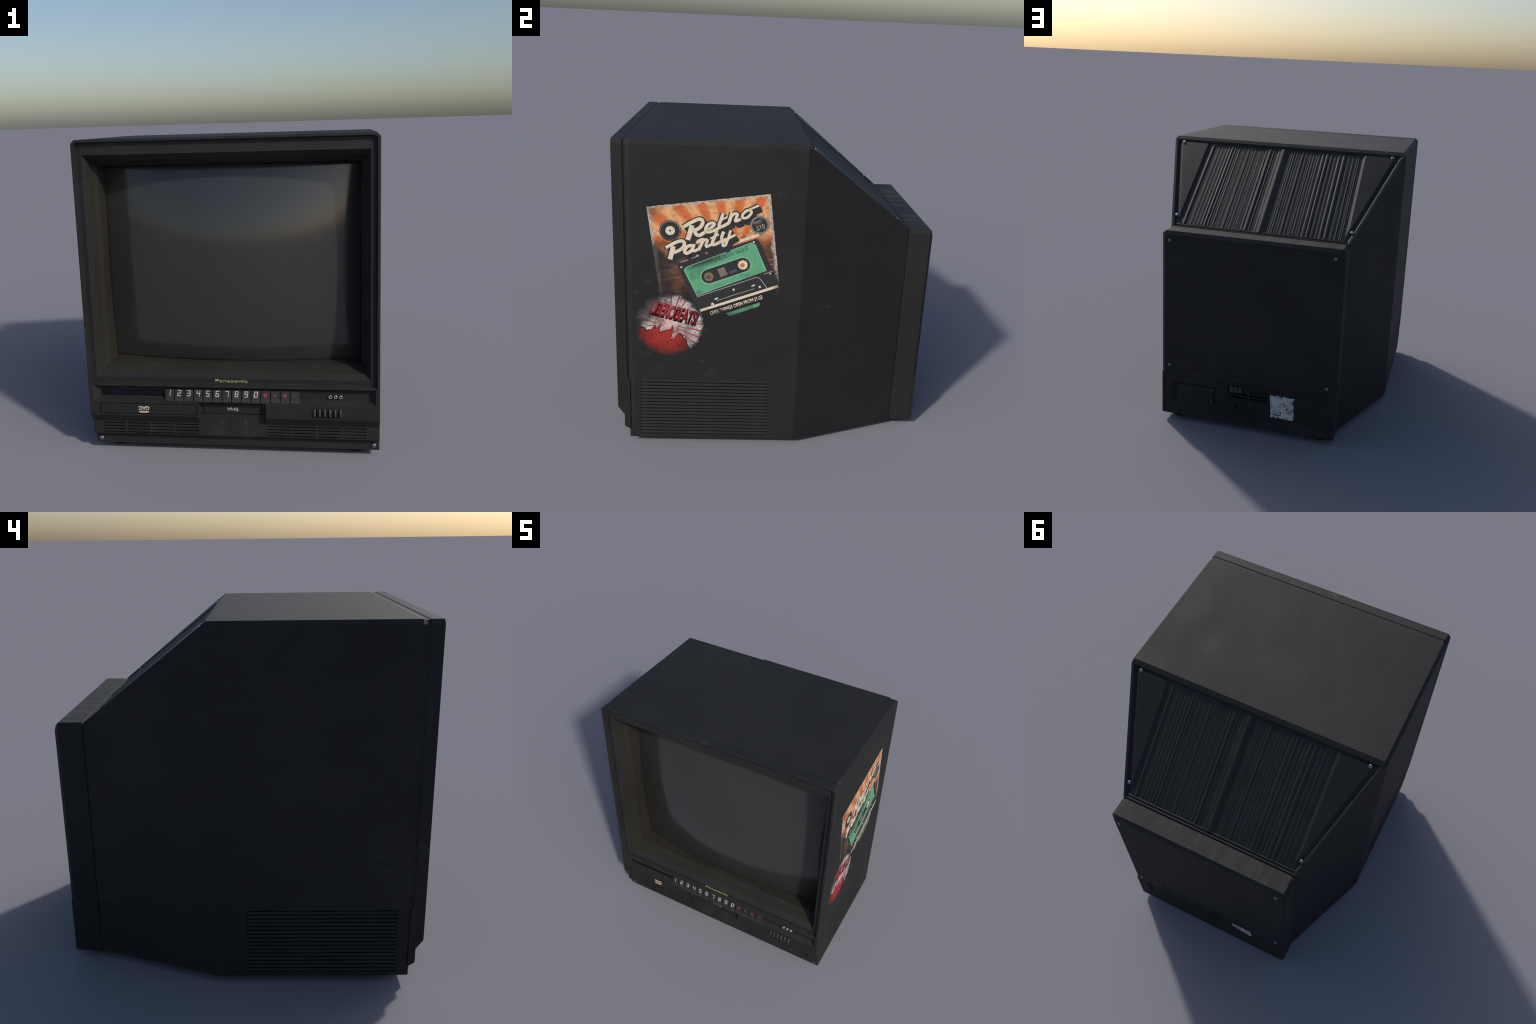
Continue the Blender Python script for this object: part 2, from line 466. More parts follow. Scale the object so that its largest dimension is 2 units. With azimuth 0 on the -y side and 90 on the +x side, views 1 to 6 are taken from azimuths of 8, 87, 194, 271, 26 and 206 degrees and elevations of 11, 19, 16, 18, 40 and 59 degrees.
g.loft([c2, c1, ring(0.793, 0.570, 1.800, -0.675), ring(0.87, 0.50, 1.93, -0.675), ring(0.87, 0.50, 1.93, -0.80)], cap=False)
wall = g.obj('screen_surround', M_WALL, tv)
g = Geo(); g.loft([c3, c2, ring(0.83, 0.54, 1.84, -0.835), ring(0.845, 0.52, 1.86, -0.86)], cap=False, closed=True)
ledge = g.obj('screen_ledge', M_BEZEL, tv)

# ---- picture tube: pillow shaped glass
NX, NZ = 56, 44
def glass_y(X, Z):
    a, b = 1 - X * X, 1 - Z * Z
    return -0.708 - (0.0915 * a + 0.031 * b + 0.075 * a * b)
V, F = [], []
for side in (0, 1):
    for j in range(NZ + 1):
        for i in range(NX + 1):
            X, Z = -1.02 + 2.04 * i / NX, -1.02 + 2.04 * j / NZ
            V.append((0.793 * X, glass_y(X, Z) + 0.012 * side, 1.185 + 0.615 * Z))
n1 = (NX + 1) * (NZ + 1)
for j in range(NZ):
    for i in range(NX):
        a = j * (NX + 1) + i
        F.append((a, a + 1, a + NX + 2, a + NX + 1)); F.append(tuple(k + n1 for k in (a, a + NX + 1, a + NX + 2, a + 1)))
rim = [i for i in range(NX + 1)] + [j * (NX + 1) + NX for j in range(1, NZ + 1)] + [NZ * (NX + 1) + i for i in range(NX - 1, -1, -1)] + [j * (NX + 1) for j in range(NZ - 1, 0, -1)]
for k in range(len(rim)):
    a, b = rim[k], rim[(k + 1) % len(rim)]
    F.append((a, b, b + n1, a + n1))
screen = mesh_obj('screen', V, F, M_GLASS, tv, True)

# ---- control panel under the tube
prof = [(-0.905, ZS), (YF, ZS), (YF, 0.264), (-0.943, 0.207), (-0.943, 0.123), (-0.911, 0.102), (-0.905, 0.102)]
panel = Geo().prism_x(prof, -W, W).obj('control_panel', M_PANEL, tv)
Geo().box(-0.892, 0.892, -0.915, -0.86, 0.11, ZS - 0.001).obj('panel_neck', M_CASE, tv)
def frustum(x0, x1, z0, z1, ya, X0, X1, Z0, Z1, yb, ext=0.02):
    """pocket that narrows from (x..,z..) at ya to (X..,Z..) at yb, continued forwards by ext"""
    k = ext / (yb - ya)
    e = lambda a, b: a + (a - b) * k
    rect = lambda a, b, c, d, y: [(a, y, c), (b, y, c), (b, y, d), (a, y, d)]
    return Geo().loft([rect(e(x0, X0), e(x1, X1), e(z0, Z0), e(z1, Z1), ya - ext), rect(X0, X1, Z0, Z1, yb)])
cut(panel, frustum(-0.878, 0.878, 0.359, 0.4605, YF, -0.838, 0.838, 0.378, 0.432, -0.950))
cut(panel, frustum(-0.211, 0.2135, 0.02, 0.3575, YF, -0.196, 0.198, 0.13, 0.346, -0.9428))
pockets = Geo()
for x0, w in ((-0.839, 0.148), (-0.678, 0.1445), (-0.520, 0.1435), (-0.363, 0.1445), (0.220, 0.139), (0.372, 0.141), (0.527, 0.140), (0.679, 0.141)):
    for z in (0.1935, 0.1730, 0.1530, 0.1325):
        pockets.box(x0, x0 + w, -0.960, -0.918, z - 0.0036, z + 0.0036)
cut(panel, pockets, M_DARK)
cut(panel, Geo().box(-0.838, -0.215, YF - 0.02, YF + 0.010, 0.272, 0.343)
    .box(-0.836, -0.426, -0.97, -0.930, 0.380, 0.4240)
    .box(-0.184, 0.186, -0.96, -0.934, 0.269, 0.339), M_DARK)
kn = Geo()
for i in range(6):
    kn.box(0.5035 + 0.0298 * i, 0.5035 + 0.0298 * i + 0.0200, YF - 0.02, YF + 0.022, 0.2755, 0.3340)
cut(panel, kn, M_DARK)

tray = bevelled(Geo().box(-0.8330, -0.2200, YF - 0.0005, YF + 0.012, 0.2765, 0.3380).obj('disc_tray', M_PANEL, tv), 0.0015)
flap = bevelled(Geo().box(-0.1790, 0.1810, -0.9435, -0.930, 0.2735, 0.3350).obj('tape_flap', M_PANEL, tv), 0.0015)
Geo().box(-0.834, -0.428, -0.9385, -0.930, 0.3815, 0.4225).obj('display_window', M_DISPLAY, tv)
for i in range(6):
    x = 0.5050 + 0.0298 * i + 0.0011 * i
    g = Geo().prism_x([(YF + 0.02, 0.2775), (YF - 0.003, 0.2800), (YF - 0.015, 0.292), (YF - 0.015, 0.319), (YF - 0.002, 0.3315), (YF + 0.02, 0.3325)], x, x + 0.0125)
    bevelled(g.obj('slider_knob', M_KNOB, tv), 0.001)
for x in (0.604, 0.636, 0.667):
    jack((x, -0.949, 0.402), -1, 0.0108, 0.013, panel)

# ---- plinth strip with its two screws
strip = bevelled(Geo().box(-W, W, -0.9095, -0.885, BOT, 0.1015).obj('plinth_strip', M_CASE, tv), 0.0015)
for x in (-0.867, 0.867):
    screw((x, -0.909, 0.0735), (0, -1, 0), 0.0150, 0.0085, strip, 0.6 if x > 0 else 1.9)

# ------------------------------------------------------------------ flat lettering helpers
def text_polys(body, size, shear=0.0, bold=0.0, spacing=1.0):
    """flat outline mesh of a word in the built-in font: verts (x, y), faces"""
    cu = bpy.data.curves.new('word', 'FONT'); cu.body = body; cu.size = size; cu.shear = shear
    cu.offset = bold; cu.space_character = spacing; cu.align_x = 'LEFT'; cu.resolution_u = 3
    ob = bpy.data.objects.new('word', cu); COL.objects.link(ob)
    dg = bpy.context.evaluated_depsgraph_get()
    me = bpy.data.meshes.new_from_object(ob.evaluated_get(dg))
    bpy.data.objects.remove(ob); bpy.data.curves.remove(cu)
    return me

def word(name, body, start, end, height, place, mat, parent, shear=0.0, bold=0.0, spacing=1.0, depth=0.0012):
    """sets a word so that its baseline runs start->end (2D) with the given cap height; place(u,v,w)->xyz"""
    me = text_polys(body, 1.0, shear, bold, spacing)
    bm = bmesh.new(); bm.from_mesh(me); bpy.data.meshes.remove(me)
    xs = [v.co.x for v in bm.verts]; ys = [v.co.y for v in bm.verts]
    x0, x1, y1 = min(xs), max(xs), 0.71
    d = Vector((end[0] - start[0], end[1] - start[1])); L = d.length; d.normalize(); nrm = Vector((-d.y, d.x))
    geom = bmesh.ops.extrude_face_region(bm, geom=bm.faces[:])
    top = [e for e in geom['geom'] if isinstance(e, bmesh.types.BMVert)]
    tops = set(top)
    for v in bm.verts:
        a, b = (v.co.x - x0) / (x1 - x0) * L, v.co.y / y1 * height
        p = Vector(start) + d * a + nrm * b
        v.co = place(p.x, p.y, depth if v in tops else 0.0)
    bmesh.ops.recalc_face_normals(bm, faces=bm.faces[:])
    out = bpy.data.meshes.new(name); bm.to_mesh(out); bm.free(); out.materials.append(mat)
    return link(bpy.data.objects.new(name, out), parent)

def curve_through(pts, n=7, closed=False):
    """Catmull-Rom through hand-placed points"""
    P = [Vector(p) for p in pts]; out = []
    m = len(P)
    for i in range(m if closed else m - 1):
        p1, p2 = P[i], P[(i + 1) % m]
        p0 = P[i - 1] if (closed or i > 0) else p1 * 2 - p2
        p3 = P[(i + 2) % m] if (closed or i + 2 < m) else p2 * 2 - p1
        for k in range(n):
            t = k / n
            out.append(0.5 * ((2 * p1) + (p2 - p0) * t + (2 * p0 - 5 * p1 + 4 * p2 - p3) * t * t + (3 * p1 - p0 - 3 * p2 + p3) * t ** 3))
    if not closed: out.append(P[-1])
    return out

def stroke(g, pts, width, place, w0, w1, closed=False, smooth=True, taper=0.0, shift=(0, 0)):
    """pen stroke as a thin solid band"""
    C = curve_through(pts, 6, closed) if smooth and len(pts) > 2 else [Vector(p) for p in pts]
    C = [c + Vector(shift) for c in C]
    n = len(C); loops = []
    for i, c in enumerate(C):
        a = C[i - 1] if (i or closed) else C[0]; b = C[(i + 1) % n] if (i + 1 < n or closed) else C[-1]
        t = (b - a).normalized(); nn = Vector((-t.y, t.x))
        hw = width / 2 * (1 - taper * i / max(1, n - 1))
        l, r = c + nn * hw, c - nn * hw
        w1_ = w1 + 0.00025 * i / max(1, n - 1) * (0 if closed else 1)
        loops.append([place(l.x, l.y, w0), place(r.x, r.y, w0), place(r.x, r.y, w1_), place(l.x, l.y, w1_)])
    g.loft(loops, cap=not closed, closed=closed)

def slab(g, poly, place, w0, w1):
    g.loft([[place(u, v, w) for u, v in poly] for w in (w0, w1)])

# ---- front markings
def on_face(y):               # lettering on a plane that faces -y
    return lambda u, v, w: (u, y - w, v)
word('brand_lettering', 'Panasonic', (-0.098, 0.4825), (0.102, 0.4825), 0.0215, on_face(-0.9572), M_BRAND, bezel, bold=0.016, depth=0.003)
word('tape_lettering', 'VHS', (-0.036, 0.2915), (0.039, 0.2915), 0.0225, on_face(-0.9435), M_TAPELOGO, flap, bold=0.03)
logo = word('disc_lettering', 'DVD', (-0.587, 0.3005), (-0.517, 0.3005), 0.025, on_face(YF - 0.0005), M_DISCLOGO, tray, shear=0.12, bold=0.045)
g = Geo(); slab(g, [(-0.552 + 0.034 * math.cos(t), 0.2895 + 0.0062 * math.sin(t)) for t in [2 * math.pi * k / 28 for k in range(28)]], on_face(YF - 0.0005), 0, 0.0012)
g.obj('disc_emblem', M_DISCLOGO, tray)

# ---- keypad: fourteen wedge keys with segment digits and transport symbols
SEG = dict(a=((0, 1), (1, 1)), b=((1, 1), (1, .5)), c=((1, .5), (1, 0)), d=((0, 0), (1, 0)), e=((0, 0), (0, .5)), f=((0, .5), (0, 1)), g=((0, .5), (1, .5)))
DIG = {'1': 'bc', '2': 'abged', '3': 'abgcd', '4': 'fgbc', '5': 'afgcd', '6': 'afgedc', '7': 'abc', '8': 'abcdefg', '9': 'abfgcd', '0': 'abcdef'}
KX0, KP, KW = -0.414, 0.0598, 0.0548
KPROF = [(-0.940, 0.4345), (-0.9610, 0.4350), (-0.9705, 0.3900), (-0.9745, 0.3790), (-0.9850, 0.3655), (-0.9835, 0.3620), (-0.940, 0.3620)]
kdir = Vector((-0.9705 + 0.9610, 0.3900 - 0.4350))   # (dy, dz) down the key face
def key_place(x):
    def pl(u, v, w):
        t = (0.4350 - v) / 0.0450
        return (x + u, -0.9610 + kdir.x * t - w, v)
    return pl
me = None
for i in range(14):
    x = KX0 + KP * i
    if me is None:
        g = Geo().prism_x(KPROF, 0, KW); ob = g.obj('key', M_BUTTON, tv); me = ob.data
    else:
        ob = link(bpy.data.objects.new('key', me), tv)
    bevelled(ob, 0.0012)
    ob.location.x = x
    pl = key_place(0.0)
    cx = KW * 0.5
    if i < 10:
        d = '1234567890'[i]; g = Geo()
        w, z0, z1, sh = 0.0175, 0.3955, 0.4265, 0.12
        for k, sname in enumerate(DIG[d]):
            (a0, b0), (a1, b1) = SEG[sname]
            p = []
            for a, b in ((a0, b0), (a1, b1)):
                zz = z0 + (z1 - z0) * b
                p.append((cx - w / 2 + w * a + (zz - z0) * sh, zz))
            if d == '1': p = [(q[0] - w / 2 + 0.002, q[1]) for q in p]
            thick = 0.0045 if not (d == '0' and sname in 'be') else 0.0078
            e = Vector((p[1][0] - p[0][0], p[1][1] - p[0][1])).normalized() * 0.0018
            stroke(g, [(p[0][0] - e.x, p[0][1] - e.y), (p[1][0] + e.x, p[1][1] + e.y)], thick, pl, -0.0005, 0.0008 + 0.00006 * k, smooth=False)
        g.obj('key_digit', M_DIGIT, ob)
    else:
        g = Geo(); zc = 0.4085
        if i == 10: slab(g, [(cx + 0.0125 * math.cos(t), zc + 0.0110 * math.sin(t)) for t in [2 * math.pi * k / 20 for k in range(20)]], pl, -0.0005, 0.001)
        if i == 11: slab(g, [(cx - 0.008, zc - 0.009), (cx + 0.010, zc), (cx - 0.008, zc + 0.009)], pl, -0.0005, 0.001)
        if i == 12: slab(g, [(cx - 0.0105, zc - 0.0095), (cx + 0.0105, zc - 0.0095), (cx + 0.0105, zc + 0.0095), (cx - 0.0105, zc + 0.0095)], pl, -0.0005, 0.001)
        if i == 13:
            for o in (-0.0055, 0.0055):
                slab(g, [(cx + o - 0.002, zc - 0.007), (cx + o + 0.002, zc - 0.007), (cx + o + 0.002, zc + 0.007), (cx + o - 0.002, zc + 0.007)], pl, -0.0005, 0.001)
        g.obj('key_symbol', M_RED if i in (10, 12) else M_REDDIM, ob)

# ------------------------------------------------------------------ poster on the right side
PW, PH = 0.7227, 0.770
TH = math.atan2(0.098, 0.716)
FADE = (0.0138, 0.0138, 0.0140)     # worn through to the casing

def poster_fade(n):
    """1 where the print survives, 0 where it is rubbed away (poster coordinates)"""
    x, y, z = n.xyz()
    big = n.noise(7.0, detail=5, rough=0.65)
    wob = n.m('MULTIPLY', n.m('SUBTRACT', big, 0.5), 0.22)
    low = n.step(n.m('ADD', y, wob), -0.775, -0.665)
    lowleft = n.step(n.m('ADD', n.m('ADD', y, n.m('MULTIPLY', x, -0.30)), n.m('MULTIPLY', wob, 0.7)), -0.80, -0.70)
    corner = n.step(n.m('ADD', n.m('ADD', n.m('MULTIPLY', x, 1.0), n.m('MULTIPLY', y, -0.45)), n.m('MULTIPLY', wob, 0.5)), 1.02, 0.90)
    return n.m('MULTIPLY', low, corner), big

def ink(name, color, dirt=0.35, rough=0.55, shade=None):
    n = NB(name)
    f, big = poster_fade(n)
    fine = n.noise(70.0, detail=5, rough=0.7)
    col = n.mix(n.m('MULTIPLY', n.step(fine, 0.46, 0.68), dirt), color, tuple(c * 0.35 for c in color))
    col = n.mix(n.m('MULTIPLY', n.step(big, 0.50, 0.70), dirt), col, tuple(c * 0.4 for c in color))
    if shade: col = n.mix(shade(n), col, tuple(c * 0.10 + 0.012 for c in color))
    return n.done(n.mix(f, FADE, col), 0.70, None, 0.36)

def poster_paper():
    n = NB('poster_print')
    x, y, z = n.xyz()
    f, big = poster_fade(n)
    fine = n.noise(55.0, detail=6, rough=0.72)
    mid = n.noise(17.0, detail=5, rough=0.65)
    # sunburst behind the title
    ang = n.m('ARCTAN2', n.m('ADD', y, 0.42), n.m('SUBTRACT', x, 0.43))
    ray = n.step(n.m('ADD', n.m('SINE', n.m('MULTIPLY', ang, 23.0)), n.m('MULTIPLY', n.m('SUBTRACT', mid, 0.5), 1.6)), -0.8, 0.8)
    col = n.mix(ray, (0.66, 0.165, 0.045), (0.80, 0.42, 0.19))
    col = n.mix(n.m('MULTIPLY', n.step(mid, 0.50, 0.66), 0.55), col, (0.30, 0.085, 0.028))
    col = n.mix(n.m('MULTIPLY', n.step(fine, 0.52, 0.66), 0.55), col, (0.16, 0.07, 0.03))
    # brown, then black, soot towards the foot
    side = n.m('ABSOLUTE', n.m('SUBTRACT', x, 0.36))
    yy = n.m('ADD', y, n.m('MULTIPLY', n.m('SUBTRACT', mid, 0.5), 0.26))
    col = n.mix(n.step(yy, -0.20, -0.33), col, (0.110, 0.045, 0.025))
    streak = n.noise(12.0, n.mapped((0.5, 3.0, 1.0), (0, 0, 0.35)), detail=5, rough=0.6)
    col = n.mix(n.m('MULTIPLY', n.step(streak, 0.50, 0.66), n.step(y, -0.30, -0.40)), col, (0.24, 0.20, 0.165))
    col = n.mix(n.step(yy, -0.46, -0.60), col, FADE)
    # sooty left top corner
    cornr = n.m('ADD', n.m('ADD', x, n.m('MULTIPLY', y, -1.0)), n.m('MULTIPLY', n.m('SUBTRACT', mid, 0.5), 0.16))
    col = n.mix(n.m('MULTIPLY', n.step(cornr, 0.14, 0.05), 0.75), col, (0.16, 0.085, 0.05))
    # chalky torn border
    ex = n.m('MINIMUM', x, n.m('SUBTRACT', PW, x))
    ed = n.m('MINIMUM', n.m('MULTIPLY', ex, 0.75), n.m('MULTIPLY', y, -1.0))
    ed = n.m('ADD', ed, n.m('MULTIPLY', n.m('SUBTRACT', mid, 0.55), 0.055))
    border = n.m('MULTIPLY', n.step(ed, 0.017, 0.002), n.step(y, -0.62, -0.40, 0.12, 1.0))
    col = n.mix(border, col, n.mix(n.step(fine, 0.40, 0.62), (0.58, 0.52, 0.45), (0.27, 0.23, 0.19)))
    # left edge is rubbed black below the record
    le = n.m('MULTIPLY', n.step(n.m('ADD', x, n.m('MULTIPLY', n.m('SUBTRACT', mid, 0.5), 0.18)), 0.13, 0.03), n.step(y, -0.17, -0.26))
    col = n.mix(n.m('MULTIPLY', le, 0.85), col, FADE)
    return n.done(n.mix(f, FADE, col), 0.70, None, 0.36)

poster = Geo()
edge = []
def torn(p0, p1, n, amp):
    out = []
    for k in range(n):
        t = k / n; nx, ny = p1[1] - p0[1], p0[0] - p1[0]; L = math.hypot(nx, ny)
        o = rng.uniform(-amp, amp) if k else 0
        out.append((p0[0] + (p1[0] - p0[0]) * t + nx / L * o, p0[1] + (p1[1] - p0[1]) * t + ny / L * o))
    return out
edge = torn((0, 0), (0, -PH), 40, 0.0015) + torn((0, -PH), (PW, -PH), 40, 0.002) + torn((PW, -PH), (PW, 0), 40, 0.0015) + torn((PW, 0), (0, 0), 40, 0.0015)
flat = lambda u, v, w: (u, v, w * 0.4)
slab(poster, edge, flat, 0.0, 0.0012)
poster = poster.obj('poster', poster_paper(), tv)
poster.matrix_local = Matrix(((0, 0, 1, W), (math.cos(TH), -math.sin(TH), 0, -0.786), (math.sin(TH), math.cos(TH), 0, 1.584), (0, 0, 0, 1)))

CREAM = (0.80, 0.68, 0.52)
I_CREAM = ink('poster_cream', CREAM, 0.42)
I_DARK = ink('poster_charcoal', (0.028, 0.030, 0.033), 0.2)
I_BROWN = ink('poster_outline', (0.075, 0.035, 0.022), 0.2)
I_GREY = ink('poster_grey', (0.30, 0.29, 0.27), 0.4)
I_LINE = ink('poster_line', (0.42, 0.37, 0.33), 0.5)
I_ORANGE = ink('poster_orange', (0.62, 0.20, 0.07), 0.3)
I_REELDIM = ink('poster_shaded_reel', (0.24, 0.165, 0.125), 0.4)
I_SLATE = ink('poster_slate', (0.085, 0.095, 0.11), 0.4)
def label_shade(n):
    x, y, z = n.xyz()
    nz = n.noise(9.0, detail=4)
    d = n.m('ADD', n.m('ADD', n.m('MULTIPLY', n.m('SUBTRACT', x, 0.28), 0.9), n.m('MULTIPLY', n.m('ADD', y, 0.40), -1.6)), n.m('MULTIPLY', n.m('SUBTRACT', nz, 0.5), 0.28))
    up = n.m('ABSOLUTE', n.m('ADD', n.m('SUBTRACT', y, n.m('MULTIPLY', x, 0.26)), 0.432))
    blot = n.m('MULTIPLY', n.step(up, 0.055, 0.015), n.step(n.m('ABSOLUTE', n.m('SUBTRACT', x, 0.30)), 0.15, 0.06))
    left = n.m('MULTIPLY', n.step(x, 0.36, 0.20), 0.55)
    return n.m('MAXIMUM', n.m('MULTIPLY', blot, 0.9), n.m('MULTIPLY', left, n.step(nz, 0.40, 0.62)))
I_GREEN = ink('poster_green', (0.125, 0.405, 0.225), 0.45, shade=label_shade)
I_GREENLT = ink('poster_pale_green', (0.25, 0.52, 0.33), 0.3)
I_GREENDK = ink('poster_dark_green', (0.055, 0.20, 0.11), 0.6)

# cassette drawing
L1, L2, L3, L4, L5, L6 = 0.0018, 0.0024, 0.0030, 0.0036, 0.0042, 0.0048
g = Geo(); slab(g, [(0.129, -0.373), (0.140, -0.362), (0.610, -0.262), (0.627, -0.270), (0.722, -0.560), (0.7205, -0.580), (0.225, -0.690), (0.206, -0.672)], flat, 0.0, L1)
body = g.obj('cassette_drawing', I_DARK, poster)
g = Geo(); slab(g, [(0.178, -0.392), (0.583, -0.280), (0.606, -0.296), (0.655, -0.467), (0.219, -0.583), (0.162, -0.410)], flat, 0.0, L2 - 0.0003)
g.obj('cassette_label_edge', I_GREENLT, poster)
g = Geo(); slab(g, [(0.180, -0.396), (0.582, -0.284), (0.602, -0.299), (0.649, -0.465), (0.221, -0.577), (0.167, -0.411)], flat, 0.0, L2)
g.obj('cassette_label', I_GREEN, poster)
wa, wb = Vector((0.306, -0.466)), Vector((0.517, -0.415))
def stadium(r):
    a = math.degrees(math.atan2(wb.y - wa.y, wb.x - wa.x))
    return arc(wb.x, wb.y, r, a - 90, a + 90, 14) + arc(wa.x, wa.y, r, a + 90, a + 270, 14)
g = Geo(); slab(g, stadium(0.0505), flat, 0.0, L3 - 0.0003); g.obj('window_border', I_GREENLT, poster)
g = Geo(); slab(g, stadium(0.0445), flat, 0.0, L3); g.obj('cassette_window', I_DARK, poster)
g = Geo(); slab(g, [(0.361, -0.427), (0.404, -0.415), (0.420, -0.466), (0.376, -0.479)], flat, 0.0, L4); g.obj('tape_window', I_REELDIM, poster)
g = Geo(); slab(g, [(0.429, -0.450), (0.473, -0.435), (0.482, -0.450), (0.434, -0.464)], flat, 0.0, L4); g.obj('tape_roll', I_SLATE, poster)
def reel(c, r, mat, core):
    teeth = []
    for k in range(32):
        a = 2 * math.pi * k / 32; rr = r * (1.08 if k % 2 else 0.86)
        teeth.append((c[0] + rr * math.cos(a), c[1] + rr * math.sin(a)))
    g = Geo(); slab(g, teeth, flat, 0.0, L4); ob = g.obj('reel_drawing', mat, poster)
    g = Geo(); slab(g, circle(c[0] - 0.003, c[1] - 0.002, r * 0.48, 20), flat, 0.0, L5); g.obj('reel_hub', core, poster)
reel((0.517, -0.415), 0.030, I_CREAM, I_ORANGE)
reel((0.306, -0.468), 0.029, I_REELDIM, ink('poster_hub', (0.12, 0.085, 0.065)))
g = Geo()
stroke(g, [(0.219, -0.590), (0.40, -0.5475), (0.588, -0.503), (0.602, -0.506), (0.614, -0.520), (0.646, -0.578)], 0.0048, flat, 0.0, L3, smooth=False)
stroke(g, [(0.335, -0.628), (0.45, -0.600), (0.57, -0.575)], 0.0035, flat, 0.0, L3, smooth=False)
stroke(g, [(0.636, -0.488), (0.69, -0.474)], 0.004, flat, 0.0, L3, smooth=False)
g.obj('cassette_foot_lines', I_LINE, poster)
g = Geo()
for u, v, r in ((0.445, -0.567, 0.0072), (0.604, -0.567, 0.0075), (0.307, -0.647, 0.0095), (0.151, -0.390, 0.006), (0.597, -0.279, 0.006), (0.675, -0.488, 0.005)):
    slab(g, circle(u, v, r, 16), flat, 0.0, L3)
for u, v in ((0.334, -0.614), (0.565, -0.553)):
    slab(g, [(u - 0.011, v - 0.008), (u + 0.010, v - 0.003), (u + 0.011, v + 0.007), (u - 0.010, v + 0.002)], flat, 0.0, L3)
g.obj('cassette_holes', I_CREAM, poster)
g = Geo()
stroke(g, [(0.150, -0.360), (0.205, -0.346), (0.250, -0.333), (0.378, -0.298)], 0.0062, flat, 0.0, L3, smooth=False, taper=0.4)
slab(g, [(0.236, -0.340), (0.268, -0.331), (0.256, -0.318)], flat, 0.0, L4)
g.obj('cassette_top_light', I_LINE, poster)
g = Geo(); stroke(g, [(0.470, -0.274), (0.632, -0.238)], 0.0170, flat, 0.0, L2 + 0.0001, smooth=False); g.obj('title_underline', I_CREAM, poster)
g = Geo(); stroke(g, [(0.465, -0.289), (0.630, -0.252)], 0.0085, flat, 0.0, L3, smooth=False); g.obj('title_underline_red', I_ORANGE, poster)
g = Geo(); stroke(g, [(0.222, -0.683), (0.716, -0.5735)], 0.0165, flat, 0.0, L4, smooth=False); g.obj('footer_bar', I_CREAM, poster)
g = Geo(); slab(g, [(0.380, -0.716), (0.594, -0.668), (0.588, -0.692), (0.400, -0.737)], flat, 0.0, L2 + 0.0002); g.obj('footer_green_bar', I_GREEN, poster)
raised = lambda lv: (lambda u, v, w: (u, v, (lv + w) * 0.4))
word('footer_lettering', 'OVER THINGS OPEN FROM 21-23', (0.288, -0.7185), (0.615, -0.6440), 0.0235, raised(L4), I_CREAM, poster, bold=0.035, depth=0.0006)
word('label_lettering', 'SATURDAY NIGHT', (0.352, -0.378), (0.562, -0.322), 0.0270, raised(L2), I_GREENDK, poster, bold=0.02, depth=0.0006)
# record and price badge
for rr, mat, lv in ((0.064, I_BROWN, L1), (0.0585, I_GREY, L2), (0.0555, I_DARK, L3), (0.0275, I_CREAM, L4), (0.0060, I_BROWN, L5)):
    off = (0.0015, 0.002) if rr == 0.0585 else (0, 0)
    g = Geo(); slab(g, circle(0.117 + off[0], -0.157 + off[1], rr, 48), flat, 0.0, lv); g.obj('record_drawing', mat, poster)
for rr, mat, lv in ((0.0565, I_BROWN, L2 + 0.0003), (0.0545, I_GREY, L3), (0.0490, I_DARK, L3 + 0.0003), (0.0475, I_GREY, L4), (0.0452, I_DARK, L4 + 0.0003)):
    g = Geo(); slab(g, circle(0.642, -0.179, rr, 44), flat, 0.0, lv); g.obj('price_badge', mat, poster)
word('badge_lettering', 'TICKET', (0.604, -0.178), (0.664, -0.163), 0.0190, raised(L5), I_GREY, poster, bold=0.03, depth=0.0006)
word('badge_price', '$10', (0.624, -0.2150), (0.676, -0.2015), 0.0300, raised(L5), I_GREY, poster, bold=0.04, depth=0.0006)

